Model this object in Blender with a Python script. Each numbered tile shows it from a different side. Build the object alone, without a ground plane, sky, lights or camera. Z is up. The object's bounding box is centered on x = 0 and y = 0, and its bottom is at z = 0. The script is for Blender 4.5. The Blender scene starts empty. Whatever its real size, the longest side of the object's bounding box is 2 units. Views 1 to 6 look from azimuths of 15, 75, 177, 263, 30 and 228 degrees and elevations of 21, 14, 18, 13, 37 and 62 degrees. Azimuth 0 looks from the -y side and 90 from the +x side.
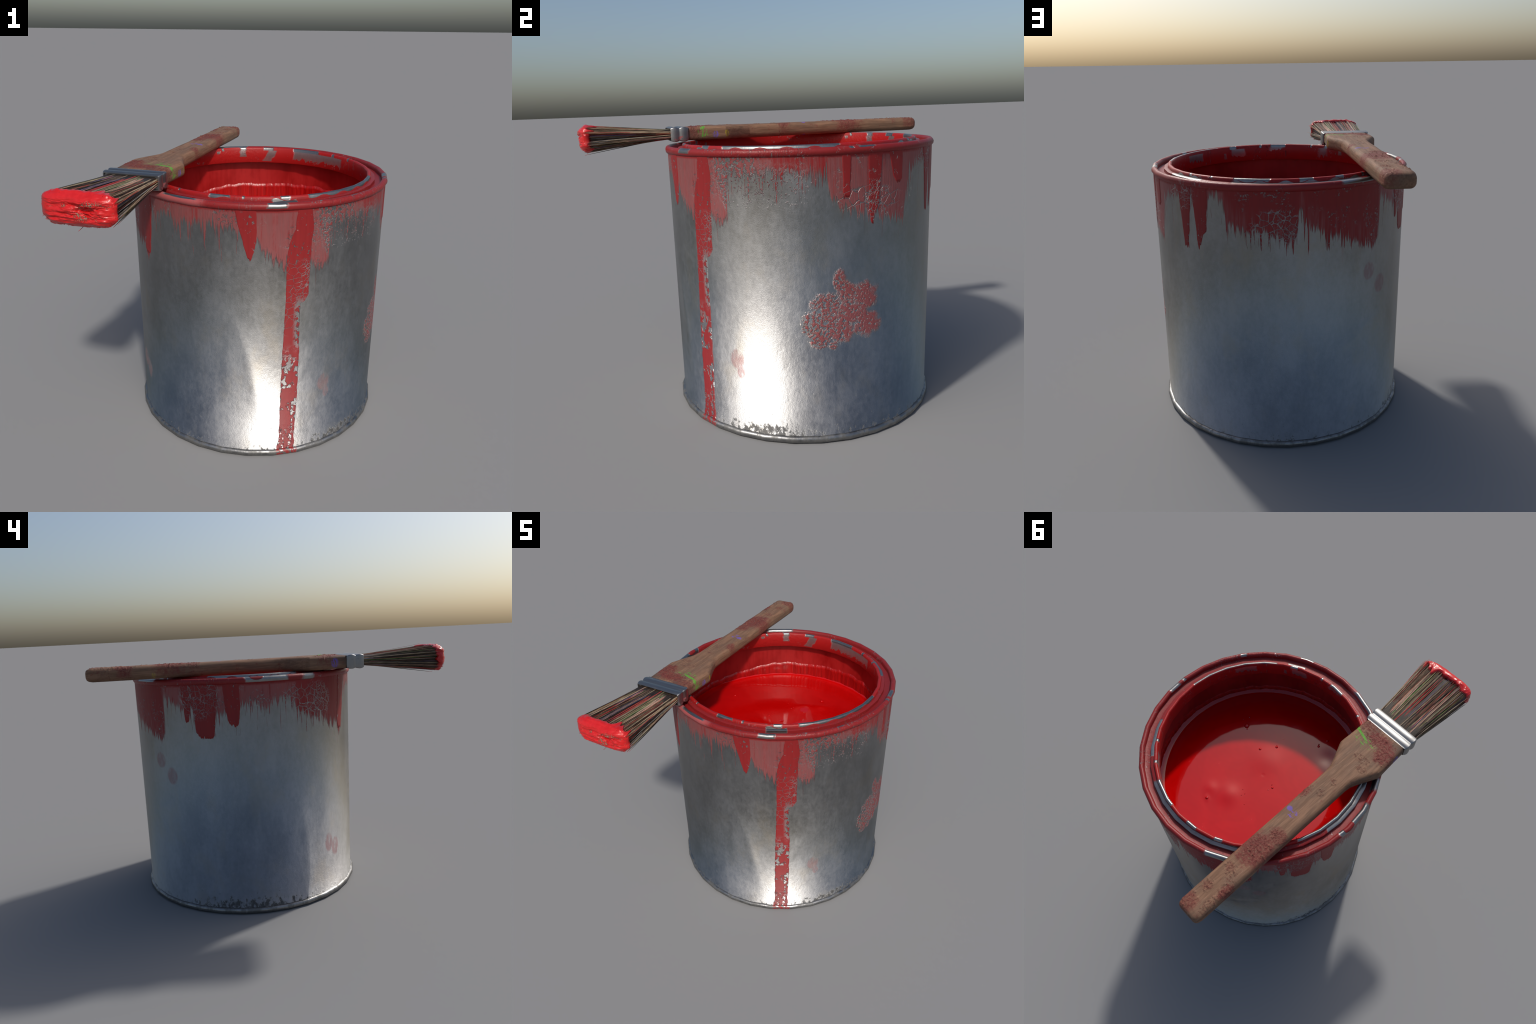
"""Open tin of red paint with a flat paintbrush laid across its rim."""
import bpy, math, random
from math import sin, cos, pi, radians, degrees, atan2, hypot
from mathutils import Vector, noise as mnoise

random.seed(11)
SEG = 32                     # the tin is a 32-sided drum
CAN_Y = 0.109                # tin axis
WALL_R = 0.671
WALL_LOW, WALL_TOP = 0.034, 1.314
BRUSH_X, BRUSH_Z = -0.445, 1.3895


# --------------------------------------------------------------------------
# node helper: small expression wrapper so that masks read as formulas
# --------------------------------------------------------------------------
class Ex:
    def __init__(self, g, sock):
        self.g, self.s = g, sock

    def _op(self, op, b=None, c=None, swap=False):
        n = self.g.nt.nodes.new('ShaderNodeMath')
        n.operation = op
        args = [self, b, c]
        if swap:
            args = [b, self, c]
        for i, a in enumerate(args):
            if a is None:
                continue
            if isinstance(a, Ex):
                self.g.nt.links.new(a.s, n.inputs[i])
            else:
                n.inputs[i].default_value = a
        return Ex(self.g, n.outputs[0])

    def __add__(self, b): return self._op('ADD', b)
    def __radd__(self, b): return self._op('ADD', b)
    def __sub__(self, b): return self._op('SUBTRACT', b)
    def __rsub__(self, b): return self._op('SUBTRACT', b, swap=True)
    def __mul__(self, b): return self._op('MULTIPLY', b)
    def __rmul__(self, b): return self._op('MULTIPLY', b)
    def __truediv__(self, b): return self._op('DIVIDE', b)
    def __pow__(self, b): return self._op('POWER', b)
    def abs(self): return self._op('ABSOLUTE')
    def min(self, b): return self._op('MINIMUM', b)
    def max(self, b): return self._op('MAXIMUM', b)
    def gt(self, b): return self._op('GREATER_THAN', b)
    def lt(self, b): return self._op('LESS_THAN', b)
    def wrap(self, hi, lo): return self._op('WRAP', hi, lo)
    def atan2(self, b): return self._op('ARCTAN2', b)
    def inv(self): return 1.0 - self

    def step(self, lo, hi, out0=0.0, out1=1.0):
        """smooth ramp out0 -> out1 while the value goes lo -> hi"""
        n = self.g.nt.nodes.new('ShaderNodeMapRange')
        n.interpolation_type = 'SMOOTHSTEP'
        self.g.nt.links.new(self.s, n.inputs[0])
        for i, a in enumerate((lo, hi, out0, out1)):
            if isinstance(a, Ex):
                self.g.nt.links.new(a.s, n.inputs[i + 1])
            else:
                n.inputs[i + 1].default_value = a
        return Ex(self.g, n.outputs[0])

    def curve(self, pts):
        """piecewise-linear profile through (x, y) control points, all in 0..1"""
        n = self.g.nt.nodes.new('ShaderNodeFloatCurve')
        c = n.mapping.curves[0]
        while len(c.points) < len(pts):
            c.points.new(0.5, 0.5)
        for p, (x, y) in zip(c.points, pts):
            p.location = (x, y)
            p.handle_type = 'VECTOR'
        n.mapping.update()
        self.g.nt.links.new(self.s, n.inputs['Value'])
        return Ex(self.g, n.outputs[0])


class Graph:
    def __init__(self, name):
        self.mat = bpy.data.materials.new(name)
        self.mat.use_nodes = True
        self.nt = self.mat.node_tree
        self.bsdf = self.nt.nodes['Principled BSDF']
        tc = self.nt.nodes.new('ShaderNodeTexCoord')
        self.obj = tc.outputs['Object']
        sx = self.nt.nodes.new('ShaderNodeSeparateXYZ')
        self.nt.links.new(self.obj, sx.inputs[0])
        self.x, self.y, self.z = (Ex(self, sx.outputs[i]) for i in range(3))

    def vec(self, x, y, z):
        n = self.nt.nodes.new('ShaderNodeCombineXYZ')
        for i, a in enumerate((x, y, z)):
            if isinstance(a, Ex):
                self.nt.links.new(a.s, n.inputs[i])
            else:
                n.inputs[i].default_value = a
        return n.outputs[0]

    def scaled(self, sx, sy, sz, off=0.0):
        n = self.nt.nodes.new('ShaderNodeMapping')
        n.inputs['Scale'].default_value = (sx, sy, sz)
        n.inputs['Location'].default_value = (off, off * .7, off * 1.3)
        self.nt.links.new(self.obj, n.inputs[0])
        return n.outputs[0]

    def noise(self, v, scale=1.0, detail=3.0, rough=0.55, dist=0.0):
        n = self.nt.nodes.new('ShaderNodeTexNoise')
        n.inputs['Scale'].default_value = scale
        n.inputs['Detail'].default_value = detail
        n.inputs['Roughness'].default_value = rough
        n.inputs['Distortion'].default_value = dist
        self.nt.links.new(v, n.inputs['Vector'])
        return Ex(self, n.outputs[0])

    def voronoi(self, v, scale=1.0, feature='DISTANCE_TO_EDGE', rand=1.0):
        n = self.nt.nodes.new('ShaderNodeTexVoronoi')
        n.feature = feature
        n.inputs['Scale'].default_value = scale
        n.inputs['Randomness'].default_value = rand
        self.nt.links.new(v, n.inputs['Vector'])
        return Ex(self, n.outputs['Distance'])

    def colour(self, c):
        n = self.nt.nodes.new('ShaderNodeRGB')
        n.outputs[0].default_value = (*c, 1)
        return n.outputs[0]

    def mix(self, fac, a, b):
        n = self.nt.nodes.new('ShaderNodeMix')
        n.data_type = 'RGBA'
        if isinstance(fac, Ex):
            self.nt.links.new(fac.s, n.inputs[0])
        else:
            n.inputs[0].default_value = fac
        for i, c in ((6, a), (7, b)):
            if isinstance(c, tuple):
                n.inputs[i].default_value = (*c, 1)
            else:
                self.nt.links.new(c, n.inputs[i])
        return n.outputs[2]

    def bump(self, height, strength=1.0, distance=0.002):
        n = self.nt.nodes.new('ShaderNodeBump')
        n.inputs['Strength'].default_value = strength
        n.inputs['Distance'].default_value = distance
        self.nt.links.new(height.s, n.inputs['Height'])
        self.nt.links.new(n.outputs[0], self.bsdf.inputs['Normal'])

    def set(self, **kw):
        names = {'colour': 'Base Color', 'rough': 'Roughness', 'metal': 'Metallic', 'coat': 'Coat Weight',
                 'coat_rough': 'Coat Roughness', 'spec': 'Specular IOR Level', 'ior': 'IOR'}
        for k, v in kw.items():
            i = self.bsdf.inputs[names[k]]
            if isinstance(v, Ex):
                self.nt.links.new(v.s, i)
            elif isinstance(v, tuple):
                i.default_value = (*v, 1)
            elif isinstance(v, (int, float)):
                i.default_value = v
            else:
                self.nt.links.new(v, i)

    # helpers on the drum: azimuth in degrees, 0 facing -y, 90 facing +x
    def azimuth(self):
        return (self.x.atan2(self.y * -1.0) * degrees(1)).wrap(360, 0)


def union(items):
    r = items[0]
    for i in items[1:]:
        r = r.max(i)
    return r


def arc(az, a0, a1, soft=0.8):
    """1 between the azimuths a0 and a1 (a0 < a1, may pass 360)"""
    c, h = (a0 + a1) / 2, (a1 - a0) / 2
    d = (az - c).wrap(180, -180).abs()
    return d.step(h - soft, h + soft, 1, 0)


def spot(az, z, a, h, ra, rz, soft=0.35, wob=None):
    """soft ellipse on the drum, centre (azimuth a, height h)"""
    u = (az - a).wrap(180, -180) / ra
    v = (z - h) / rz
    d = u * u + v * v
    if wob is not None:
        d = d + wob
    return d.step(1 - soft, 1 + soft, 1, 0)


def plain_spot(x, y, cx, cy, rx, ry, wob=None, soft=0.5):
    u, v = (x - cx) / rx, (y - cy) / ry
    d = u * u + v * v
    if wob is not None:
        d = d + wob
    return d.step(1 - soft, 1 + soft, 1, 0)


# --------------------------------------------------------------------------
# materials
# --------------------------------------------------------------------------
RED = (0.215, 0.0125, 0.0135)
RED_FRESH = (0.29, 0.007, 0.007)
WASH = (0.255, 0.064, 0.064)

# lower edge of the brushed-on paint: azimuth -> height
PAINT_LINE = [
    (0, 1.245), (6, 1.25), (14.6, 1.19), (15.5, 1.15), (19, 1.12), (24, 1.085), (30, 1.07), (37, 1.06), (41.5, 1.05),
    (44, 1.06), (45, 1.26), (50, 1.25), (56, 1.235), (61, 1.25), (66, 1.25), (71, 1.245), (75, 1.255), (80, 1.27),
    (82.3, 1.26), (83.0, 1.145), (88, 1.105), (92, 1.10), (94, 1.07), (98, 1.095), (105, 1.05), (110, 1.045),
    (113, 1.02), (115.8, 1.02), (117.5, 1.13), (119.5, 1.25),
    (121, 1.23), (126, 1.265), (131, 1.27), (140, 1.29), (148, 1.285), (152, 1.295), (154.6, 1.28), (155.6, 1.20),
    (159, 1.153), (164, 1.134), (171, 1.137), (175, 1.126), (180, 1.09), (183.3, 1.10), (184.2, 1.18), (185.4, 1.29),
    (186.3, 1.19), (188, 1.155), (191.5, 1.14), (196, 1.115), (202, 1.105), (207, 1.068), (214, 1.038), (219.4, 1.005),
    (221.6, 1.06), (222.6, 1.24), (227, 1.244), (230, 1.217), (235, 1.20),
    (240, 1.20), (246, 1.20), (252, 1.18), (254.5, 1.17), (258, 1.18), (262.5, 1.19), (264, 1.22), (268, 1.24), (271, 1.205), (274, 1.197),
    (277, 1.232), (280, 1.218), (285, 1.222), (288.6, 1.22), (289.5, 1.16), (293, 1.15), (298, 1.118), (304, 1.12),
    (307, 1.094), (310, 1.066), (317, 1.06), (319, 1.01), (322.3, 1.02), (324.3, 1.15), (325.2, 1.25), (330, 1.254),
    (334, 1.263), (340, 1.243), (346, 1.24), (352, 1.24), (360, 1.245)]


def line_height(az):
    """PAINT_LINE as a float, for geometry"""
    az %= 360
    for (a0, z0), (a1, z1) in zip(PAINT_LINE, PAINT_LINE[1:]):
        if a0 <= az <= a1:
            return z0 + (z1 - z0) * (az - a0) / max(a1 - a0, 1e-6)
    return PAINT_LINE[-1][1]


def paint_line_nodes(az):
    total = None
    for a0 in (0, 120, 240):
        pts = [(0.0, line_height(a0 + 1e-4))] + [((a - a0) / 120, h) for a, h in PAINT_LINE if a0 < a < a0 + 120] + [(1.0, line_height(a0 + 119.999))]
        pts = [(x, (h - 0.9) / 0.5) for x, h in pts]
        c = ((az - a0) / 120).curve(pts) * 0.5 + 0.9
        inside = az.gt(a0) * az.lt(a0 + 120.0001)
        c = c * inside
        total = c if total is None else total + c
    return total


def tin_metal(g, az, z):
    """blotchy tinplate: returns colour, roughness, height"""
    cloud = g.noise(g.scaled(1, 1, .55), 5.0, 5, .6)
    fine = g.noise(g.scaled(1, 1, .6, 3), 55.0, 3, .6)
    grain = g.noise(g.scaled(1, 1, 1, 7), 330.0, 1, .5)
    streak = g.noise(g.scaled(1, 1, .05, 2), 30.0, 3, .6)
    t = (cloud * 1.0 + fine * .4 + streak * .12 + grain * .3).step(.60, 1.25)
    col = g.mix(t, (0.205, 0.205, 0.202), (0.295, 0.295, 0.296))
    rough = (cloud * .5 + fine * .3 + streak * .2).step(.3, .7, .28, .46)
    return col, rough, grain * .08 + fine * .12, cloud, fine


def make_wall_material():
    g = Graph('painted_tinplate')
    az, z = g.azimuth(), g.z
    metal, mrough, mheight, cloud, fine = tin_metal(g, az, z)

    # --- brushed paint with hanging streaks
    line = paint_line_nodes(az)
    s1 = g.noise(g.scaled(1, 1, .035), 48.0, 2, .6)
    s2 = g.noise(g.scaled(1, 1, .05, 5), 120.0, 2, .6)
    s3 = g.noise(g.scaled(1, 1, .012, 9), 90.0, 2, .5)
    s4 = g.noise(g.scaled(1, 1, .03, 17), 230.0, 2, .5)
    long_streak = (s3.step(.58, .74) * .13).max(s4.step(.56, .72) * s1.step(.45, .6) * .13)
    ragged = (s1 - .5) * .10 + (s2 - .5) * .13 + (s4 - .5) * .10
    depth = z - line + .014 + ragged + long_streak * (z.step(1.0, 1.05))
    coat = depth.step(-.008, .014)
    below = depth.step(-.10, -.01)
    wisps = s2.step(.60, .70) * s3.step(.45, .60) * below * .55
    # bare speckled bite to the right of the long run
    bite_edge = 1.27 - (az - 38.5) * .038
    bite = arc(az, 39, 56, .5) * (z - bite_edge).step(-.02, .03)
    speck = g.noise(g.scaled(1, 1, .8, 4), 85.0, 3, .65)
    coat = coat * (1.0 - bite * speck.step(.50, .56))
    peppery = arc(az, 40, 74, 5) * z.step(1.30, 1.22) * z.step(1.08, 1.22)
    coat = coat * (1.0 - peppery * speck.step(.47, .53) * .9)
    coat = coat.max(peppery * speck.step(.59, .63) * .85)
    solid = union([arc(az, 63, 82.4, .6), arc(az, 131, 148, 2), arc(az, 155, 222, .8), arc(az, 234, 252, 1), arc(az, 289, 325, 1),
                   z.step(1.296, 1.308)])
    stroke = g.noise(g.scaled(1, 1, .03, 6), 75.0, 3, .6)
    scuff0 = g.noise(g.scaled(1, 1, .5, 25), 16.0, 4, .65)
    thin = z.step(line + .02, line + .13) * .7 + .3
    solid = (solid * (1.0 - stroke.step(.42, .66) * (1.0 - thin) * .9))
    solid = solid.max(stroke.step(.48, .64) * scuff0.step(.42, .58) * .75)
    # crackled patches: thin lines of bare tin
    warp = g.noise(g.scaled(1, 1, 1, 8), 22.0, 3, .6)
    cell = g.vec(g.x + warp * .018, g.y + warp * .018, g.z + warp * .018)
    crack = union([g.voronoi(cell, 27.0).step(.012, .055, 1, 0), g.voronoi(cell, 58.0).step(.01, .06, 1, 0) * cloud.step(.5, .6)])
    crack_zone = union([spot(az, z, 176, 1.155, 10, .075), spot(az, z, 291, 1.21, 10, .08), spot(az, z, 243, 1.25, 10, .11),
                        spot(az, z, 134, 1.26, 8, .07), spot(az, z, 99, 1.12, 15, .055), spot(az, z, 303, 1.19, 8, .1)])
    scuff = g.noise(g.scaled(1, 1, 1, 12), 70.0, 5, .7)
    scuff2 = g.noise(g.scaled(1, 1, .8, 14), 9.0, 2, .5)
    scuffs = scuff.step(.54, .60) * scuff2.step(.50, .62)
    bare = (crack * crack_zone * scuff.step(.30, .46) * .9).max(scuffs * .8 * z.step(1.0, 1.05))
    coat = coat * (1.0 - bare)

    # --- dried splash on the +x side
    wob = (g.noise(g.scaled(1, 1, 1, 2), 26.0, 4, .65) - .5) * 3.2
    splash = union([spot(az, z, 86.4, .770, 2.4, .05, .6, wob), spot(az, z, 89.5, .715, 4.2, .05, .6, wob), spot(az, z, 96.5, .690, 5.6, .062, .6, wob), spot(az, z, 98, .560, 5.6, .058, .6, wob),
                    spot(az, z, 91, .62, 6.5, .06, .6, wob), spot(az, z, 81, .660, 5.6, .055, .6, wob), spot(az, z, 75.5, .580, 3.8, .048, .6, wob), spot(az, z, 79, .515, 4.2, .045, .6, wob), spot(az, z, 87, .545, 5, .055, .6, wob),
                    spot(az, z, 81.5, .585, 5, .05, .6, wob), spot(az, z, 84, .475, 1.6, .022, .6, wob)])
    mott = g.noise(g.scaled(1, 1, 1, 5), 80.0, 3, .6)
    splash_mask = splash * (mott + (az - 88.0) * .005).step(.39, .50)

    # --- finger prints
    smear = g.noise(g.scaled(1, 1, .4, 1), 40.0, 3, .6).step(.25, .6)
    prints = union([spot(az, z, 45.2, .392, 3.1, .047), spot(az, z, 46.8, .330, 1.6, .032), spot(az, z, 217, .885, 3.2, .045),
                    spot(az, z, 224.5, .80, 3.4, .048), spot(az, z, 308, .335, 2.9, .055), spot(az, z, 313.4, .295, 2.9, .055)]) * smear * .40

    # --- grime at the foot
    gn = g.noise(g.scaled(1, 1, .7, 11), 42.0, 5, .72)
    zone = z.step(.11, .03) * .45 + arc(az, 240, 285, 18) * z.step(.2, .05) * .6 + arc(az, 42, 72, 12) * z.step(.16, .05) * .5
    grime = (gn + zone * .24).step(.64, .78) * zone.min(1.0).step(.02, .5)
    dots = g.noise(g.scaled(1, 1, .8, 15), 70.0, 3, .6).step(.69, .73) * z.step(.34, .12)
    grime = grime.max(dots * .5)

    tan = g.noise(g.scaled(1, 1, .6, 19), 7.0, 4, .6).step(.52, .72) * .4
    metal = g.mix(tan, metal, (0.27, 0.245, 0.205))
    col = g.mix(grime * .85, metal, (0.035, 0.034, 0.032))
    col = g.mix(prints, col, (0.20, 0.035, 0.035))
    col = g.mix(splash_mask * .82, col, (0.23, 0.026, 0.027))
    lines = s4.step(.35, .65)
    coat = coat * (1.0 - (1.0 - solid) * (lines * .12 + fine * .1))
    paint = g.mix(solid, g.mix(lines, WASH, (0.225, 0.043, 0.043)), g.mix(stroke.step(.3, .7) * .5, RED, (0.175, 0.010, 0.011)))
    cover = coat.max(wisps)
    col = g.mix(cover, col, paint)
    opaque = (coat * (solid * .25 + .75)).max(splash_mask * .6)
    metalness = 1.0 - opaque.max(grime * .7).max(prints)
    rough = mrough + (.50 - mrough) * opaque.max(grime)
    g.set(colour=col, metal=metalness, rough=rough, spec=.3)
    # soft creases where the tin has been knocked
    def crease(a0, slope, curve, zc, half, amp):
        dz = z - zc
        mid = a0 + dz * slope + dz * dz * curve
        d = (az - mid).wrap(180, -180) * (WALL_R * pi / 180)
        d = (d * d + .0005) ** .5
        return ((d * -22.0)._op('EXPONENT')) * dz.abs().step(half * .15, half, 1, 0) * amp
    dents = crease(12.8, -19.0, -18.0, .49, .42, 2.1) + crease(294.0, -5.0, -25.0, .30, .45, 1.7) + crease(36.5, 40.0, 0.0, .53, .12, .5) + crease(213, 120.0, 0.0, .575, .10, .5)
    knob = g.noise(g.scaled(1, 1, 1, 21), 75.0, 2, .5)
    g.bump(mheight + coat * .35 + coat * stroke * .25 + splash_mask * (mott * .5 + .3) + peppery * speck.step(.58, .68) * .6
           - grime * .15 + arc(az, 60, 95, 10) * (knob * .07) + dents, 1.0, .0042)
    return g.mat


def make_drip_material():
    """thick red runs, cracked and flaking in places"""
    g = Graph('dried_paint_run')
    az, z = g.azimuth(), g.z
    metal, mrough, mheight, cloud, fine = tin_metal(g, az, z)
    warp = g.noise(g.scaled(1, 1, 1, 8), 20.0, 3, .6)
    cell = g.vec(g.x + warp * .018, g.y + warp * .018, g.z + warp * .018)
    crack = union([g.voronoi(cell, 27.0).step(.006, .040, 1, 0), g.voronoi(cell, 52.0).step(.01, .06, 1, 0) * cloud.step(.52, .62)])
    long_run = arc(az, 20, 40)
    zone = long_run * union([spot(az, z, 31, .95, 20, .12, .3), spot(az, z, 31, .80, 20, .10, .4) * .8])
    zone = union([zone, spot(az, z, 243, 1.25, 10, .12), spot(az, z, 133, 1.27, 8, .07), spot(az, z, 99, 1.12, 15, .08)])
    pit = g.noise(g.scaled(1, 1, .75, 4), 58.0, 4, .7)
    pit_big = g.noise(g.scaled(1, 1, .8, 6), 17.0, 3, .6)
    foot = long_run * z.step(.20, .10)
    peel = pit.step(.53, .60) * foot * .85
    peel = peel.max(long_run * (pit_big.step(.53, .58)) * z.step(.66, .50) * pit.step(.34, .46))
    peel = peel.max(long_run * arc(az, 30.5, 36, 1.2) * z.step(.90, .84) * z.step(.58, .68) * pit.step(.42, .50))
    peel = peel.max(pit.step(.60, .66) * pit_big.step(.46, .56) * (1.0 - long_run * z.step(1.1, 1.0)) * .9)
    peel = peel.max(arc(az, 96, 105) * pit.step(.57, .62) * z.step(1.26, 1.2))
    peel = peel.max(long_run * pit.step(.58, .62) * z.step(1.22, 1.18) * z.step(1.04, 1.06) * pit_big.step(.45, .5))
    bare = (crack * zone * pit.step(.34, .48) * .65).max(peel)
    stroke = g.noise(g.scaled(1, 1, .04, 6), 60.0, 3, .6)
    red = g.mix(stroke.step(.3, .7), RED, (0.19, 0.0105, 0.0115))
    g.set(colour=g.mix(bare, red, metal), metal=bare * .9, rough=(bare * -.12) + .46, spec=.3)
    g.bump((1.0 - bare) * .8 + fine * .12, 1.0, .003)
    return g.mat


def make_rim_material():
    """bead, gutter, shelf and neck: red with chips of bright tin"""
    g = Graph('painted_rim')
    az, z = g.azimuth(), g.z
    r = (g.x * g.x + g.y * g.y) ** .5
    metal, mrough, mheight, cloud, fine = tin_metal(g, az, z)
    wob = (g.noise(g.scaled(1, 1, 1, 3), 30.0, 2, .5) - .5) * 3.0
    a = (az + wob).wrap(360, 0)
    on_bead = r.gt(.640)
    on_shelf = r.gt(.5945) * r.lt(.622) * z.gt(1.3185)
    on_crest = r.lt(.594) * z.gt(1.336)
    on_neck = r.lt(.594) * z.lt(1.3365) * .72
    bead = union([arc(a, 18.4, 26, .5) * r.gt(.662) * z.gt(1.324), arc(a, 334, 350, 1) * z.gt(1.338) * r.lt(.674), arc(a, 54.5, 58, .5) * r.lt(.668) * z.gt(1.335), arc(a, 94.5, 100.5, .7) * r.lt(.675) * z.gt(1.333),
                  arc(a, 202, 217, 1) * z.gt(1.33), arc(a, 265, 285, .6) * z.gt(1.318), arc(a, 293, 299, 1), arc(a, 90, 92, .4) * z.gt(1.337)])
    bead = bead * (1.0 - spot(az, z, 270.5, 1.345, 3.0, .016, .1))
    shelf = union([arc(a, 21, 31.5, .5), arc(a, 117, 141, .5), arc(a, 156, 216, 1) * .9, arc(a, 262, 296, .6)])
    crest = union([arc(a, 38, 90, .5) * r.gt(.578), arc(a, 353, 362.5, .6), arc(a, 24.6, 28.7, .4), arc(a, 156, 173, .5), arc(a, 131, 132.5, .3), arc(a, 144.5, 146, .3),
                   arc(a, 246, 294, .5) * r.gt(.577), arc(a, 326, 328, .4), arc(a, 8, 9.5, .3), arc(a, 190, 191.6, .3), arc(a, 203, 207, .4), arc(a, 186, 192, .4), arc(a, 218, 219, .2), arc(a, 336, 337, .2)])
    drag = g.noise(g.scaled(1, 1, .12, 5), 45.0, 3, .6)
    neck = union([arc(a, 138, 173, 1) * (z + (drag - .5) * .09).gt(1.290), arc(a, 203.5, 207.5, .5) * z.gt(1.296),
                  arc(a + (z - 1.3) * 60.0, 186, 191, .6) * z.gt(1.268), arc(a, 50, 63, .7) * (z + (drag - .5) * .1).gt(1.298), arc(a, 19, 28, .8) * (z + (drag - .5) * .08).gt(1.292),
                  arc(a, 32, 33.5, .3) * z.gt(1.28) * z.lt(1.315), arc(a, 355, 363, 1) * (z + (drag - .5) * .06).gt(1.322), arc(a, 326, 331, 1.5) * (z + (drag - .5) * .1).gt(1.285) * .8, arc(a, 315, 317.5, .5) * z.gt(1.30), arc(a, 220, 222, .3) * z.gt(1.32)])
    chips = on_bead * bead + on_shelf * shelf + on_crest * crest + on_neck * neck
    # hairline cracks across the bead
    turn = g.noise(g.vec(az * .9, 0.0, r * 3.0), 1.0, 2, .6)
    hair = (turn - .5).abs().step(.002, .009, 1, 0) * g.noise(g.scaled(1, 1, 1, 31), 40.0, 2, .5).step(.5, .6) * union([arc(az, 352, 376, 4), arc(az, 42, 75, 4), arc(az, 118, 146, 4), arc(az, 232, 252, 4)])
    scuff = g.noise(g.scaled(1, 1, 1, 12), 60.0, 4, .7).step(.58, .64) * cloud.step(.52, .60)
    bare = chips.max(hair * .6).max(scuff * .55).min(1.0)
    fresh = r.step(.597, .591)
    red = g.mix(fresh, g.mix(fine, RED, (0.185, 0.0115, 0.0125)), RED_FRESH)
    dusty = on_bead * union([arc(a, 328, 353, 3)])
    red = g.mix(dusty * .55, red, (0.42, .12, .12))
    g.set(colour=g.mix(bare, red, metal), metal=bare * .95, rough=.44 - bare * .08, spec=.3)
    crust = g.noise(g.scaled(1, 1, .8, 2), 60.0, 3, .6)
    g.bump((1.0 - bare) * .7 + on_neck * arc(az, 195, 235, 4) * crust * 1.2 + drag * .25 + on_bead * arc(az, 40, 76, 3) * crust, 1.0, .003)
    return g.mat


def make_foot_material():
    g = Graph('grimy_foot_rim')
    az, z = g.azimuth(), g.z
    metal, mrough, mheight, cloud, fine = tin_metal(g, az, z)
    d = g.noise(g.scaled(1, 1, .3, 4), 26.0, 4, .65)
    soil = d.step(.42, .62) * .75
    soil = soil.max(z.step(.012, .004) * .8)
    run = arc(az, 24, 33, .6) * g.noise(g.scaled(1, 1, 1, 4), 60.0, 3, .6).step(.42, .5)
    col = g.mix(soil, metal, (0.10, 0.098, 0.092))
    g.set(colour=g.mix(run, col, (0.22, .018, .018)), metal=(1.0 - soil * .6) * run.inv(), rough=mrough + soil * .12)
    g.bump(d * .6 + fine * .3, 1.0, .002)
    return g.mat


def make_inside_material():
    g = Graph('paint_soaked_inside')
    az, z = g.azimuth(), g.z
    cloud = g.noise(g.scaled(1, 1, .7), 6.0, 4, .6)
    streak = g.noise(g.scaled(1, 1, .06, 3), 50.0, 3, .6)
    t = (cloud + streak * .3).step(.5, .8)
    col = g.mix(t, (0.22, 0.0028, 0.0028), (0.30, 0.010, 0.010))
    g.set(colour=col, rough=.38)
    g.bump(streak * .3 + cloud * .6, 1.0, .003)
    return g.mat


def make_film_material():
    g = Graph('thick_wet_film')
    streak = g.noise(g.scaled(1, 1, .05, 3), 55.0, 3, .6)
    g.set(colour=g.mix(streak.step(.35, .65), (0.25, 0.002, 0.002), (0.36, 0.0035, 0.0035)), rough=.36)
    g.bump(streak, 1.0, .003)
    return g.mat


def make_liquid_material():
    g = Graph('liquid_red_paint')
    swirl = g.noise(g.scaled(1, 1, 1), 7.0, 5, .65, .8)
    scum = g.noise(g.scaled(1, 1, 1, 6), 60.0, 4, .7)
    flecks = scum.step(.64, .72) * swirl.step(.48, .62)
    col = g.mix(swirl.step(.35, .7), (0.42, 0.0012, 0.0012), (0.46, 0.002, 0.002))
    col = g.mix(flecks * .5, col, (0.62, 0.02, 0.02))
    g.set(colour=col, rough=.06 + flecks * .15, ior=1.55)
    g.bump(flecks * .4 + swirl * .10, .4, .0012)
    return g.mat


def make_tip_paint_material():
    g = Graph('wet_paint_on_tip')
    n = g.noise(g.scaled(1, .6, 1), 40.0, 4, .6)
    hole = g.noise(g.scaled(1, 1, 1.6, 3), 24.0, 4, .65)
    pores = g.noise(g.scaled(1, .3, 1, 3), 210.0, 2, .6)
    front = g.y.step(-.955, -.968)
    core = plain_spot(g.x, g.z, .03, -.002, .13, .042)
    bare = front * core * hole.step(.53, .60) * pores.step(.46, .55)
    col = g.mix(n.step(.35, .7), (0.46, 0.0085, 0.009), (0.52, 0.013, 0.014))
    g.set(colour=g.mix(bare, col, g.mix(pores.step(.5, .6), (0.05, 0.03, 0.02), (0.25, .18, .12))), rough=.30 + bare * .4)
    g.bump(n * .5 - bare * 1.5, 1.0, .002)
    return g.mat


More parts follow.
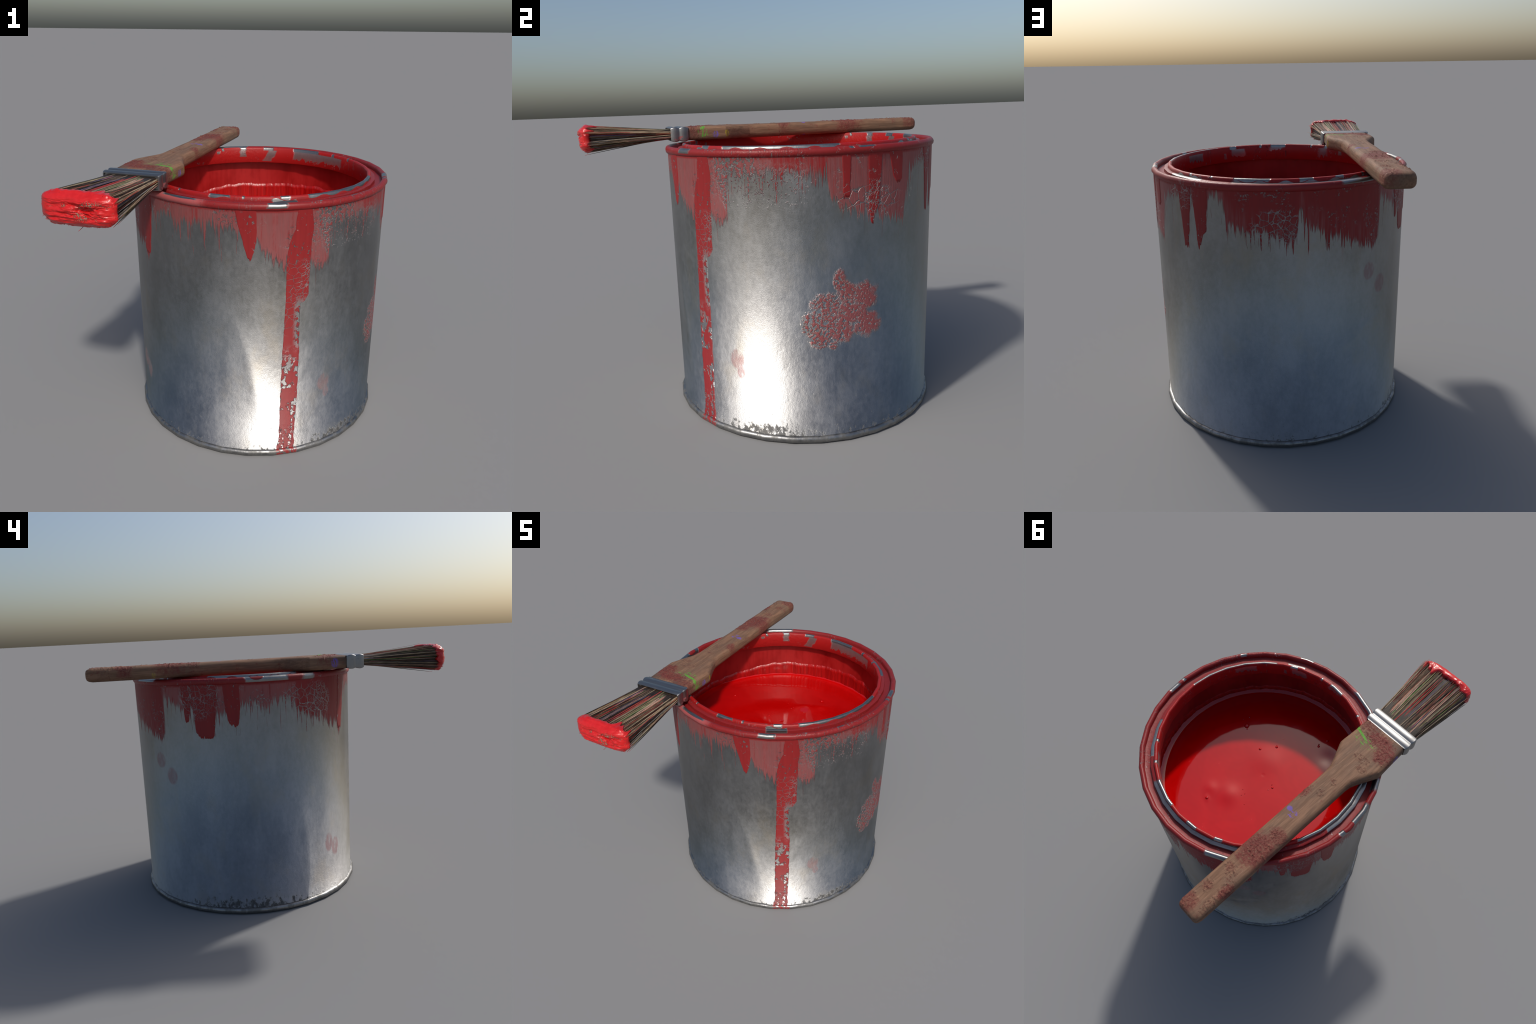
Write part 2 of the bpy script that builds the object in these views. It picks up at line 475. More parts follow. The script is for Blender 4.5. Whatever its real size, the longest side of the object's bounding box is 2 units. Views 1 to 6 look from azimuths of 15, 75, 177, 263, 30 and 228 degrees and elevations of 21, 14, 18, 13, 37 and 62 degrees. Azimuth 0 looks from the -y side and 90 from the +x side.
# dried crusts and colour marks on the handle: (across, along, half across, half along)
CRUSTS = [(0.00, .545, .075, .085), (-.03, .43, .05, .045), (.02, .70, .03, .03), (-.005, .72, .03, .03), (.03, .84, .03, .035), (-.050, .79, .028, .06),
          (-.050, .90, .025, .06), (.035, .945, .035, .045), (.055, .15, .02, .05), (-.005, .10, .02, .025), (-.012, .005, .018, .02),
          (-.055, -.152, .03, .02), (-.02, -.20, .055, .022), (-.085, -.29, .055, .055), (.01, -.35, .12, .05), (.10, -.385, .04, .03)]
STAINS = [(0.00, .55, .078, .082, .75), (-.025, .43, .04, .04, .6), (-.085, -.30, .045, .055, .75), (-.02, -.352, .07, .035, .8), (.09, -.385, .05, .03, .5),
          (-.055, .80, .02, .04, .7), (.04, .955, .05, .04, .55), (.02, .70, .02, .02, .3), (.058, .15, .018, .03, .6), (.03, .84, .02, .02, .3)]


def make_handle_material():
    g = Graph('old_wooden_handle')
    x, y, z = g.x, g.y, g.z
    warp = g.noise(g.scaled(3, .8, 3), 3.0, 2, .5)
    fibre = g.noise(g.vec(x + warp * .02, y * .07, z + warp * .02), 95.0, 4, .65)
    fine = g.noise(g.scaled(1, .05, 1, 3), 260.0, 2, .6)
    blot = g.noise(g.scaled(1, .4, 1, 6), 14.0, 4, .6)
    wood = g.mix(fibre.step(.32, .68), (0.145, 0.078, 0.047), (0.235, 0.128, 0.078))
    wood = g.mix(blot.step(.42, .68) * .5, wood, (0.12, 0.076, 0.053))
    wood = g.mix(fine.step(.58, .74) * .45, wood, (0.30, 0.18, 0.12))
    wob = (g.noise(g.scaled(1, 1, 1, 2), 38.0, 4, .65) - .5) * 1.8
    grit = g.noise(g.scaled(1, 1, 1, 4), 90.0, 4, .7)
    top = z.step(-.030, -.005)
    stain = None
    for cx, cy, rx, ry, w in STAINS:
        m = plain_spot(x, y, cx, cy, rx * 1.15, ry * 1.2, wob * 1.3, .6) * w
        stain = m if stain is None else stain.max(m)
    stain = stain * grit.step(.26, .50)
    crust = None
    for cx, cy, rx, ry in CRUSTS:
        m = plain_spot(x, y, cx, cy, rx, ry, wob * 1.5, .8)
        crust = m if crust is None else crust.max(m)
    side = g.noise(g.scaled(1, 1, 1, 9), 17.0, 3, .6).step(.60, .66) * .6 * grit.step(.45, .6)
    soot = y.step(-.30, -.41) * .55 * blot.step(.3, .6)
    col = g.mix(soot, wood, (0.05, 0.035, 0.03))
    col = g.mix(crust * grit.step(.46, .60) * .6, col, (0.17, 0.07, 0.052))
    col = g.mix((stain * top).max(side * .8), col, g.mix(grit, (0.11, 0.018, 0.017), (0.19, 0.035, 0.032)))
    # bright dabs
    lane = g.noise(g.vec(x * .35, y, z * .35), 130.0, 3, .6)
    green = plain_spot(x, y + (x - .09) * .35, .085, -.317, .055, .008, wob * .3) .max(
        plain_spot(x, y, .045, -.29, .075, .035, wob) * lane.step(.57, .62) * .8) * top
    violet = union([plain_spot(x, y, .045, .275, .016, .012, wob), plain_spot(x, y, .012, .288, .025, .024, wob) * lane.step(.52, .56),
                    plain_spot(y, z, -.345, -.002, .02, .026, wob) * x.lt(-.12) * lane.step(.45, .5), plain_spot(y, z, -.262, -.008, .016, .018, wob) * x.gt(.12) * lane.step(.45, .52)])
    yellow = union([plain_spot(y, z, -.20, -.004, .013, .018, wob) * x.gt(.10) * lane.step(.42, .5), plain_spot(y, z, .64, -.02, .012, .018, wob) * x.lt(-.06) * lane.step(.5, .56) * .6])
    green = green.max(plain_spot(y, z, -.33, .008, .03, .03, wob) * x.gt(.12) * lane.step(.55, .6))
    col = g.mix(green * lane.step(.3, .5) * .8, col, (0.075, 0.34, 0.028))
    col = g.mix(violet * .65, col, (0.13, 0.085, 0.42))
    col = g.mix(yellow * .8, col, (0.36, 0.28, 0.03))
    g.set(colour=col, rough=.65, spec=.2)
    g.bump(fibre * .35 + fine * .2 + crust * grit.step(.5, .72) * .9 + stain * .4, 1.0, .0025)
    return g.mat


def make_ferrule_material():
    g = Graph('steel_ferrule')
    n = g.noise(g.scaled(.3, 3, 1), 30.0, 3, .6)
    sm = g.noise(g.scaled(1, 1, 1, 5), 18.0, 4, .65)
    soil = sm.step(.58, .70) * .5
    red = (g.noise(g.scaled(1, 1, 1, 9), 30.0, 3, .6)).step(.64, .68) * g.x.gt(.138) * .7
    col = g.mix(n, (0.23, 0.23, 0.23), (0.30, 0.30, 0.30))  # steel grey darkened to tone down the sun glint on top
    col = g.mix(soil, col, (0.22, 0.215, 0.21))
    g.set(colour=g.mix(red, col, (.3, .02, .02)), metal=1.0 - red, rough=.42 + soil * .2)
    g.bump(n * .2, .6, .001)
    return g.mat


def make_bristle_material(name, c0, c1):
    g = Graph(name)
    n = g.noise(g.scaled(1, .12, 1), 160.0, 2, .5)
    red_end = g.y.step(-.915, -.965)
    col = g.mix(n.step(.3, .7), c0, c1)
    col = g.mix(red_end * .75, col, (.5, .012, .012))
    g.set(colour=col, rough=.5, spec=.18)
    return g.mat


# --------------------------------------------------------------------------
# mesh helpers
# --------------------------------------------------------------------------
def add(name, verts, faces, parent, mat, smooth=True, sharp=None, kind=None):
    me = bpy.data.meshes.new(name)
    me.from_pydata(verts, [], faces)
    me.validate()
    me.polygons.foreach_set('use_smooth', [smooth] * len(me.polygons))
    if sharp:
        me.set_sharp_from_angle(angle=radians(sharp))
    me.materials.append(mat)
    me.update()
    ob = bpy.data.objects.new(name, me)
    bpy.context.collection.objects.link(ob)
    ob.parent = parent
    if kind:
        ob['kind'] = kind
    return ob


def thing(name, loc, label, category):
    e = bpy.data.objects.new(name, None)
    e.location = loc
    e.empty_display_size = .1
    bpy.context.collection.objects.link(e)
    e['label'], e['category'] = label, category
    return e


def lathe(profile, seg=SEG, closed=False, flip=False):
    """revolve (radius, height) points about z"""
    v, f = [], []
    m = len(profile)
    for i in range(seg):
        a = 2 * pi * i / seg
        v += [(r * cos(a), r * sin(a), z) for r, z in profile]
    rows = m if closed else m - 1
    for i in range(seg):
        j = (i + 1) % seg
        for k in range(rows):
            q = (i * m + k, j * m + k, j * m + (k + 1) % m, i * m + (k + 1) % m)
            f.append(q[::-1] if flip else q)
    return v, f


def drum_radius(az, r):
    """radius of the 32-sided drum at an azimuth in degrees"""
    half = pi / SEG
    t = (radians(az - 90)) % (2 * half) - half
    return r * cos(half) / cos(t)


def on_drum(az, r, z):
    a = radians(az)
    return (r * sin(a), -r * cos(a), z)


TILT_LOW, TILT_TOP = radians(45), radians(-2)


def wall_normal(az, z):
    t = (z - WALL_LOW) / (WALL_TOP - WALL_LOW)
    k = TILT_LOW + (TILT_TOP - TILT_LOW) * max(0, min(1, t))
    a = radians(az)
    return Vector((sin(a) * cos(k), -cos(a) * cos(k), sin(k)))


def lerp_track(track, z):
    """track: list of (z, azimuth) from top to bottom"""
    if z >= track[0][0]:
        return track[0][1]
    for (z0, a0), (z1, a1) in zip(track, track[1:]):
        if z1 <= z <= z0:
            return a0 + (a1 - a0) * (z0 - z) / max(z0 - z1, 1e-6)
    return track[-1][1]


# --------------------------------------------------------------------------
# the tin
# --------------------------------------------------------------------------
can = thing('paint_can', (0, CAN_Y, 0), 'open round metal tin of red paint with drips and smears', 'paint can')

M_WALL, M_RIM, M_DRIP, M_FOOT = make_wall_material(), make_rim_material(), make_drip_material(), make_foot_material()
M_IN, M_FILM, M_LIQ = make_inside_material(), make_film_material(), make_liquid_material()

# wall: tall panels whose shading leans outward at the foot and inward at the top
v, f = lathe([(WALL_R, WALL_LOW), (WALL_R, WALL_TOP)])
tri = []
for a, b, c, d in f:
    tri += [(a, b, c), (a, c, d)]
wall = add('wall', v, tri, can, M_WALL)
wall.data.normals_split_custom_set_from_vertices([wall_normal(degrees(atan2(p[0], -p[1])), p[2]) for p in v])

# rolled foot rim and the base plate
foot_prof = [(.655, .006), (.665, .001), (.675, .0), (.682, .005), (.6858, .013), (.6855, .022), (.682, .029), (.676, .0325), (.671, .0335)]
v, f = lathe(foot_prof)
add('foot_rim', v, f, can, M_FOOT, sharp=80)
v = [(0, 0, .012)] + [(.656 * cos(2 * pi * i / SEG), .656 * sin(2 * pi * i / SEG), .010) for i in range(SEG)]
add('base_plate', v, [(0, 1 + (i + 1) % SEG, 1 + i) for i in range(SEG)], can, M_FOOT)

# top rim: outer bead, gutter, shelf, inner curl and neck
rim_prof = [(.669, 1.310), (.674, 1.312), (.680, 1.320), (.6815, 1.330), (.678, 1.339), (.670, 1.345), (.662, 1.345), (.656, 1.341),
            (.652, 1.335), (.651, 1.318), (.647, 1.316), (.6175, 1.317), (.616, 1.333), (.613, 1.335), (.597, 1.336), (.5955, 1.346), (.592, 1.352), (.585, 1.354),
            (.579, 1.352), (.5755, 1.346), (.5755, 1.262), (.578, 1.259), (.598, 1.258), (.634, 1.262)]
v, f = lathe(rim_prof)
add('top_rim', v, f, can, M_RIM, sharp=50)

# inside wall
v, f = lathe([(.634, 1.262), (.631, 0.98)])
add('inner_wall', v, f, can, M_IN)

# thick film clinging above the liquid, with a beaded upper edge
cols = 640
v, f = [], []
for i in range(cols):
    az = 360 * i / cols
    back = max(0, cos(radians(az - 172)))
    top = 1.048 + .055 * back ** 1.5 + .016 * mnoise.noise(Vector((cos(radians(az)) * 3, sin(radians(az)) * 3, 2))) + .008 * mnoise.fractal(Vector((cos(radians(az)) * 11, sin(radians(az)) * 11, 6)), .7, 2.0, 4)
    bead = .5 + .5 * mnoise.noise(Vector((cos(radians(az)) * 45, sin(radians(az)) * 45, 0)))
    flute = .0022 * mnoise.noise(Vector((cos(radians(az)) * 60, sin(radians(az)) * 60, 5)))
    R = drum_radius(az, .6325)
    for t, d in ((.995, .006 + flute), (top - .020, .005 + flute), (top - .009, .0065 + .004 * bead), (top - .003 + .006 * bead, .006 + .004 * bead), (top + .006 + .007 * bead, .0025), (top + .012 + .008 * bead, -.002)):
        v.append(on_drum(az, R - d, t))
rows = 6
for i in range(cols):
    j = (i + 1) % cols
    for k in range(rows - 1):
        f.append((i * rows + k, i * rows + k + 1, j * rows + k + 1, j * rows + k))
add('paint_film', v, f, can, M_FILM)

# liquid paint: gentle swells and a raised meniscus
SURF = 1.010
swells = [(.049, .239, .06, .007), (.154, .285, .035, .004), (.12, .345, .012, .004), (-.193, -.364, .05, -.006), (.055, -.081, .09, .004)]
rings, spokes = 70, 128
v, f = [(0, 0, SURF)], []
for i in range(1, rings + 1):
    r = .6295 * (i / rings)
    for k in range(spokes):
        a = 2 * pi * k / spokes
        x, y = r * cos(a), r * sin(a)
        h = SURF + sum(hh * math.exp(-((x - sx) ** 2 + (y - sy) ** 2) / (w * w)) for sx, sy, w, hh in swells)
        h += .020 * max(0, (r - .575) / .0545) ** 3
        v.append((x, y, h))
for k in range(spokes):
    f.append((0, 1 + k, 1 + (k + 1) % spokes))
for i in range(rings - 1):
    for k in range(spokes):
        a, b = 1 + i * spokes + k, 1 + i * spokes + (k + 1) % spokes
        f.append((a, a + spokes, b + spokes, b))
add('liquid_paint', v, f, can, M_LIQ)


def dome(r, h, seg=16, rows=6):
    v, f = [], []
    for i in range(rows + 1):
        t = i / rows * pi / 2
        v += [(r * cos(t) * cos(2 * pi * k / seg), r * cos(t) * sin(2 * pi * k / seg), h * sin(t) - .0006) for k in range(seg)]
    for i in range(rows):
        for k in range(seg):
            j = (k + 1) % seg
            f.append((i * seg + k, i * seg + j, (i + 1) * seg + j, (i + 1) * seg + k))
    return v, f


bubbles = [(.145, -.109, .0085), (.084, -.193, .0085), (-.102, .019, .0065), (-.085, .008, .004), (.12, .345, .010), (-.094, -.384, .008), (-.085, -.395, .005), (-.009, .185, .003), (-.017, .165, .003), (-.066, .214, .003),
           (-.094, .047, .003), (.013, .154, .003), (.329, -.164, .016), (.364, -.219, .006), (-.104, -.45, .010), (-.436, .137, .009), (.09, -.2, .004), (.31, -.15, .005), (.38, -.18, .004)]
bv, bf = dome(1, .8)
bubble_mesh = None
for bx, by, br in bubbles:
    if bubble_mesh is None:
        ob = add('bubble', bv, bf, can, M_LIQ)
        bubble_mesh = ob.data
    else:
        ob = bpy.data.objects.new('bubble', bubble_mesh)
        bpy.context.collection.objects.link(ob)
        ob.parent = can
    h = SURF + sum(hh * math.exp(-((bx - sx) ** 2 + (by - sy) ** 2) / (w * w)) for sx, sy, w, hh in swells if abs(hh) > .0045)
    ob.location = (bx, by, h)
    ob.scale = (br, br, br)

# paint runs: left and right edges as (height, azimuth) tracks, top to bottom
RUNS = [
    ([(1.315, 30.2), (1.223, 29.3), (1.149, 26.9), (1.056, 26.1), (.86, 26.3), (.70, 25.8), (.60, 25.5), (.40, 25.2), (.20, 25.1), (.085, 25.0), (.055, 24.1), (.036, 24.0)],
     [(1.315, 36.0), (1.225, 37.2), (1.172, 36.4), (1.03, 36.2), (.90, 35.9), (.868, 34.6), (.855, 32.7), (.73, 32.5), (.60, 32.8), (.46, 32.7), (.32, 32.6), (.10, 31.9), (.06, 32.3), (.036, 32.0)], 0),
    ([(1.315, 5.9), (1.236, 7.3), (1.167, 9.1), (1.10, 10.6), (1.075, 11.7)], [(1.315, 14.4), (1.212, 14.5), (1.13, 13.9), (1.095, 13.0), (1.075, 12.1)], .4),
    ([(1.315, 87.6), (1.20, 87.9), (1.132, 88.0)], [(1.315, 91.2), (1.20, 91.0), (1.132, 90.8)], .5),
    ([(1.315, 98.0), (1.094, 98.4), (1.045, 98.8), (1.008, 99.6)], [(1.315, 104.6), (1.22, 103.9), (1.09, 102.8), (1.05, 101.0), (1.008, 100.4)], .5),
    ([(1.315, 107.4), (1.207, 109.9), (1.172, 111.8)], [(1.315, 115.0), (1.19, 114.8), (1.172, 112.8)], .4),
    ([(1.315, 131.0), (1.268, 131.9), (1.126, 133.3), (1.016, 134.4)], [(1.315, 139.2), (1.25, 139.0), (1.10, 137.4), (1.016, 136.6)], .6),
    ([(1.315, 139.6), (1.264, 139.9), (1.141, 141.0), (1.018, 141.9)], [(1.315, 148.0), (1.11, 146.9), (1.09, 145.0), (1.06, 143.9), (1.018, 142.8)], .6),
    ([(1.315, 233.0), (1.195, 234.6), (1.125, 235.2), (1.108, 236.0)], [(1.315, 238.8), (1.195, 238.4), (1.12, 237.4), (1.108, 236.8)], .8),
    ([(1.315, 239.0), (1.20, 239.3), (1.06, 240.5), (1.022, 243.0)], [(1.315, 252.2), (1.19, 251.2), (1.04, 249.9), (1.022, 247.5)], .8),
    ([(1.315, 254.4), (1.178, 255.3), (1.11, 256.6), (1.085, 258.4)], [(1.315, 262.4), (1.197, 262.5), (1.11, 261.6), (1.085, 260.2)], .8),
    ([(1.315, 319.5), (1.15, 318.2), (1.06, 317.3), (1.004, 318.8)], [(1.315, 325.0), (1.24, 325.0), (1.10, 323.6), (1.018, 322.0), (1.004, 320.6)], .6),
]
LIFT = .0022
for left, right, fringe in RUNS:
    z_top, z_low = left[0][0], min(left[-1][0], right[-1][0])
    n_rows = int((z_top - z_low) / .006) + 2
    span = max(lerp_track(right, z) - lerp_track(left, z) for z, _ in left)
    n_cols = max(10, int(span / .28))
    v, f, nrm = [], [], []
    for i in range(n_rows):
        zz = z_top - (z_top - z_low) * i / (n_rows - 1)
        wl = .30 * mnoise.noise(Vector((zz * 24, left[0][1], 0))) + .10 * mnoise.noise(Vector((zz * 75, left[0][1], 3)))
        wr = .30 * mnoise.noise(Vector((zz * 24, right[0][1], 7))) + .10 * mnoise.noise(Vector((zz * 75, right[0][1], 9)))
        a0, a1 = lerp_track(left, zz) + wl, lerp_track(right, zz) + wr
        for k in range(n_cols + 1):
            t = k / n_cols
            az = a0 + (a1 - a0) * t
            zc = zz
            if fringe:                # ragged, hanging lower ends
                zc -= fringe * .030 * (i / (n_rows - 1)) ** 6 * mnoise.noise(Vector((az * 2.2, 0, left[0][1])))
            edge = min(1, min(t, 1 - t) * (a1 - a0) / .45)
            low = min(1, (n_rows - 1 - i) / 3) if fringe else 1
            h = -.0008 + (LIFT + .0008) * math.sqrt(max(0, edge * low))
            v.append(on_drum(az, drum_radius(az, WALL_R) + h, zc))
            nn = wall_normal(az, zc)
            side = Vector((cos(radians(az)), sin(radians(az)), 0))
            slant = (1 - edge) * (.9 if t > .5 else -.9)
            down = Vector((0, 0, -.8 * (1 - low)))
            nrm.append((nn + side * slant + down).normalized())
    w = n_cols + 1
    for i in range(n_rows - 1):
        for k in range(n_cols):
            a = i * w + k
            f.append((a, a + w, a + w + 1, a + 1))
    d = add('paint_drip', v, f, can, M_DRIP)
    d.data.normals_split_custom_set_from_vertices(nrm)

# --------------------------------------------------------------------------
# the brush: x across, y along (bristles to -y), z up
# --------------------------------------------------------------------------
brush = thing('paintbrush', (BRUSH_X, 0, BRUSH_Z), 'old flat wooden paintbrush with red paint on its bristles', 'paintbrush')


def rounded_section(hw, hh, rad, n_corner=7, n_flat=14, n_side=6):
    """closed outline of a rounded rectangle, counter-clockwise"""
    rad = min(rad, hw * .98, hh * .98)
    pts = []
    corners = [(hw - rad, hh - rad, 0), (-(hw - rad), hh - rad, 90), (-(hw - rad), -(hh - rad), 180), (hw - rad, -(hh - rad), 270)]
    for c in range(4):
        cx, cz, a0 = corners[c]
        for i in range(n_corner + 1):
            a = radians(a0 + 90 * i / n_corner)
            pts.append((cx + rad * cos(a), cz + rad * sin(a)))
        nx, nz, na = corners[(c + 1) % 4]
        p0 = pts[-1]
        p1 = (nx + rad * cos(radians(na)), nz + rad * sin(radians(na)))
        m = n_flat if c % 2 == 0 else n_side
        for i in range(1, m):
            pts.append((p0[0] + (p1[0] - p0[0]) * i / m, p0[1] + (p1[1] - p0[1]) * i / m))
    return pts


# handle stations: y, half width, half height, corner radius
HANDLE = [(-.412, .1335, .0345, .020), (-.33, .137, .0370, .022), (-.235, .1415, .0375, .024), (-.205, .1415, .0375, .024), (-.185, .134, .0375, .026), (-.10, .096, .0375, .028), (-.055, .079, .0375, .029),
          (-.02, .0745, .0375, .029), (.10, .0745, .0365, .029), (.35, .0735, .0360, .029), (.60, .0725, .0365, .028), (.90, .0715, .0370, .027), (.965, .0705, .0365, .026),
          (.985, .067, .0330, .025), (.996, .060, .0270, .022), (1.000, .050, .0180, .015)]


def handle_at(y):
    for a, b in zip(HANDLE, HANDLE[1:]):
        if a[0] <= y <= b[0]:
            t = (y - a[0]) / (b[0] - a[0])
            return [a[i] + (b[i] - a[i]) * t for i in (1, 2, 3)]
    return HANDLE[-1][1:]


ys, y = [], -.412
while y < .94:
    ys.append(y)
    y += .003
ys += [.94, .947, .953, .959, .965, .971, .977, .982, .986, .990, .9935, .9965, .9985, 1.0]
v, f = [], []
for yy in ys:
    hw, hh, rad = handle_at(yy)
    sec = rounded_section(hw, hh, rad, 6, 48, 8)
    for (px, pz) in sec:
        lump = .0012 * mnoise.noise(Vector((px * 14, yy * 5, pz * 14)))
        if pz > .012:
            m = 0
            for cx, cy, rx, ry in CRUSTS:
                dd = ((px - cx) / rx) ** 2 + ((yy - cy) / ry) ** 2
                m = max(m, min(1, max(0, 1.35 - dd)))
            if m:
                n = mnoise.fractal(Vector((px * 75, yy * 60, 1.7)), .7, 2.1, 5)
                lump += .0050 * m ** .5 * max(0, n - .10)
        s = 1 + lump / max(hw, .03)
        v.append((px * (1 + lump / .1), yy, pz + lump * (1 if pz > 0 else -1) * min(1, abs(pz) / .02)))
n = len(sec)
for i in range(len(ys) - 1):
    for k in range(n):
        j = (k + 1) % n
        f.append((i * n + k, (i + 1) * n + k, (i + 1) * n + j, i * n + j))
f.append(tuple(range(n)))
f.append(tuple(range((len(ys) - 1) * n, len(ys) * n))[::-1])
add('handle', v, f, brush, make_handle_material())

# ferrule: two convex bands with a groove, open hollow front
v, f = [], []
FER = [(-.412, .1355, .0345)]
for y0, y1 in ((-.4165, -.4615), (-.4635, -.5085)):      # two convex bands
    for i in range(9):
        t = i / 8
        b = sin(pi * t) ** .8 * .0058
        FER.append((y0 + (y1 - y0) * t, .1405 + b, .0335 + b))
FER += [(-.5085, .137, .0310), (-.500, .1365, .0305)]
for yy, hw, hh in FER:
    sec = rounded_section(hw, hh, .006, 4, 4, 3)
    v += [(px, yy, pz) for px, pz in sec]
n = len(sec)
for i in range(len(FER) - 1):
    for k in range(n):
        j = (k + 1) % n
        f.append((i * n + j, (i + 1) * n + j, (i + 1) * n + k, i * n + k)[::-1])
f.append(tuple(range((len(FER) - 1) * n, len(FER) * n)))
add('ferrule', v, f, brush, make_ferrule_material(), sharp=45)

# bristles: fanned tapered hairs in several colours
SHADES = [('bristle_dark', (.022, .015, .011), (.05, .034, .024), 480), ('bristle_brown', (.075, .05, .034), (.16, .10, .064), 500), ('bristle_tan', (.20, .145, .095), (.36, .27, .18), 330), ('bristle_olive', (.12, .115, .05), (.24, .20, .10), 90),
          ('bristle_rust', (.17, .06, .035), (.33, .13, .075), 130), ('bristle_red', (.26, .02, .02), (.45, .05, .045), 150), ('bristle_pink', (.42, .22, .17), (.55, .33, .27), 100), ('bristle_violet', (.09, .08, .17), (.20, .16, .30), 80),
          ('bristle_green', (.06, .13, .03), (.12, .22, .06), 30), ('bristle_grey', (.16, .16, .155), (.32, .32, .31), 60)]
TIP_SHIFT, TIP_Z = .000, -.008


def tip_scale(u, w):
    """spread of the fan at the tip for root position (u, w) in -1..1"""
    return u * .156 + TIP_SHIFT, w * .066 + TIP_Z


rng = random.Random(5)
for sname, c0, c1, count in SHADES:
    v, f = [], []
    for _ in range(count):
        if rng.random() < .72:      # most of the hairs that show lie on the outside
            ang = rng.random() * 2 * pi
            e = .86 + .14 * rng.random()
            cu, cw = cos(ang), sin(ang)
            u = math.copysign(abs(cu) ** .45, cu) * e
            w = math.copysign(abs(cw) ** .45, cw) * e
        else:
            u, w = rng.uniform(-.95, .95), rng.uniform(-.95, .95)
        clump = mnoise.noise(Vector((u * 6, w * 6, 3.3)))
        x0, z0 = u * .130, w * .0235
        x1, z1 = tip_scale(u, w)
        z1 *= .97 + .10 * clump
        x1 += .012 * clump
        stray = rng.random() < .035
        x1 += rng.gauss(0, .008 if not stray else .013)
        z1 += rng.gauss(0, .0035 if not stray else .010)
        y1 = -.955 + rng.uniform(-.012, .03)
        if stray:
            y1 -= .008
        r0, r1 = rng.choice((.0010, .0014, .0018, .0026, .0032)), rng.uniform(.0003, .0008)
        bow = rng.uniform(-.003, .003)
        base = len(v)
        steps = 6
        for i in range(steps):
            t = i / (steps - 1)
            s = t ** 1.12
            cx, cz, cy = x0 + (x1 - x0) * s + bow * sin(pi * t), z0 + (z1 - z0) * s + bow * .6 * sin(pi * t), -.500 + (y1 + .500) * t
            r = r0 * (1 - t * .25) if t < .7 else r0 * .825 + (r1 - r0 * .825) * (t - .7) / .3
            for k in range(4):
                a = pi / 2 * k + .6
                v.append((cx + r * cos(a), cy, cz + r * sin(a)))
        for i in range(steps - 1):
            for k in range(4):
                j = (k + 1) % 4
                f.append((base + i * 4 + k, base + i * 4 + j, base + i * 4 + 4 + j, base + i * 4 + 4 + k))
    add('bristles', v, f, brush, make_bristle_material(sname, c0, c1), kind='stuff')

# near-black core filling the dark gaps between the hairs
v, f = [], []
CORE = [(-.500, .128, .025), (-.60, .128, .029), (-.75, .133, .034), (-.90, .142, .046), (-.955, .143, .048)]
for i, (yy, hw, hh) in enumerate(CORE):
    sec = rounded_section(hw, hh, hh * .55, 5, 8, 4)
    sh = TIP_SHIFT * i / 4
    v += [(px + sh, yy, pz) for px, pz in sec]
n = len(sec)
for i in range(len(CORE) - 1):
    for k in range(n):
        j = (k + 1) % n
        f.append((i * n + k, i * n + j, (i + 1) * n + j, (i + 1) * n + k))
f.append(tuple(range((len(CORE) - 1) * n, len(CORE) * n)))
add('bristles', v, f, brush, make_bristle_material('bristle_core', (.012, .008, .006), (.04, .026, .018)), kind='stuff')

# paint clot on the tip: rounded slab with furrowed face and tongues running back along the hairs
TONGUES = [(1.25, .055, .10), (1.02, .03, .08), (.42, .045, .10), (2.2, .02, .2), (-.6, .02, .2), (2.9, .015, .3)]
NPHI, front, back = 260, 46, 22
v, f = [], []
cx0, cz0, HX, HZ = TIP_SHIFT + .0, -.005, .160, .068


def outline(phi):
    c, s = cos(phi), sin(phi)
    return math.copysign(abs(c) ** .52, c), math.copysign(abs(s) ** .52, s)


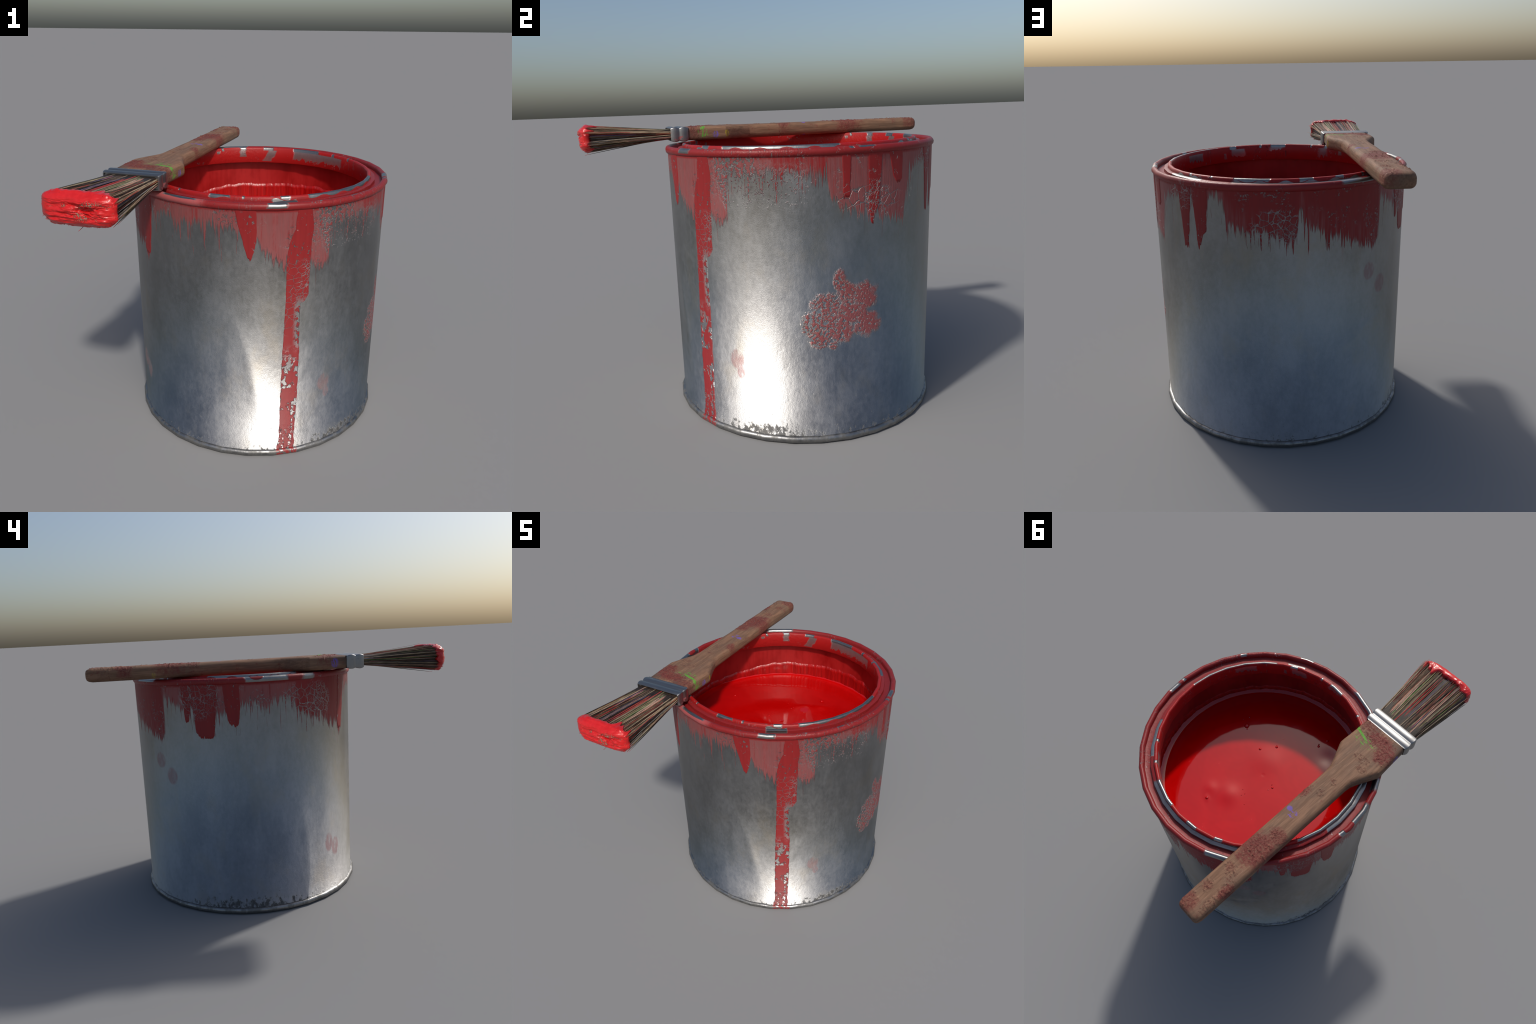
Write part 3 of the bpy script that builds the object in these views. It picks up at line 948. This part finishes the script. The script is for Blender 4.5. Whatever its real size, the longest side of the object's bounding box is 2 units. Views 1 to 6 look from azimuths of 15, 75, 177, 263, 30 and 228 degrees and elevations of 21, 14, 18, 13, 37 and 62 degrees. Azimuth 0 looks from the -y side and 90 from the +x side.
for i in range(front + back + 1):
    for k in range(NPHI):
        phi = 2 * pi * k / NPHI
        ox, oz = outline(phi)
        wav = 1 + .07 * mnoise.noise(Vector((ox * 2.2, oz * 2.2, 4)))
        if i <= front:
            t = i / front
            px, pz = cx0 + HX * wav * ox * t * .97, cz0 + HZ * wav * oz * t * .95
            dome_y = -.987 + .024 * t ** 6
            fur = mnoise.fractal(Vector((px * 9 + 3, pz * 42, 2)), .7, 2.0, 4)
            hollow = math.exp(-((px - .05) / .09) ** 2 - ((pz + .004) / .024) ** 2)
            py = dome_y + (.007 * fur) * (1 - t ** 8) + .020 * hollow * max(0, .45 + fur)
        else:
            t = (i - front) / back
            reach = .030 + .020 * mnoise.noise(Vector((ox * 4, oz * 4, 9)))
            for p0, ln, wd in TONGUES:
                dphi = (phi - p0 + pi) % (2 * pi) - pi
                reach += ln * math.exp(-(dphi / wd) ** 2)
            lip = sin(min(1, t * 1.05) * pi) * .005
            fur = mnoise.fractal(Vector((ox * 7, oz * 7, t * 1.5)), .7, 2.0, 3)
            py = -.960 + reach * t
            fan = ((-.5 - py) / .455) ** 1.12        # follow the flare of the hairs
            sink = .012 * max(0, (t - .82) / .18) ** 2
            px = cx0 + ox * ((.130 + .026 * fan) * wav + .003 + lip + .002 * fur - sink)
            pz = cz0 + oz * ((.0245 + .0415 * fan) * wav + .003 + lip + .003 * fur - sink)
        v.append((px, py, pz))
for i in range(front + back):
    for k in range(NPHI):
        j = (k + 1) % NPHI
        f.append((i * NPHI + k, (i + 1) * NPHI + k, (i + 1) * NPHI + j, i * NPHI + j))
add('paint_clot', v, f, brush, make_tip_paint_material())

# consistent outward normals where no custom normals are set
import bmesh
for ob in bpy.data.objects:
    if ob.type == 'MESH' and ob.name.split('.')[0] in ('handle', 'ferrule', 'bristles', 'paint_clot', 'bubble', 'liquid_paint'):
        bm = bmesh.new()
        bm.from_mesh(ob.data)
        if ob.name.startswith('paint_clot'):
            bmesh.ops.remove_doubles(bm, verts=bm.verts, dist=1e-5)
        bmesh.ops.recalc_face_normals(bm, faces=bm.faces)
        if ob.name.startswith('liquid'):
            if sum(fc.normal.z for fc in bm.faces) < 0:
                bmesh.ops.reverse_faces(bm, faces=bm.faces)
        bm.to_mesh(ob.data)
        bm.free()
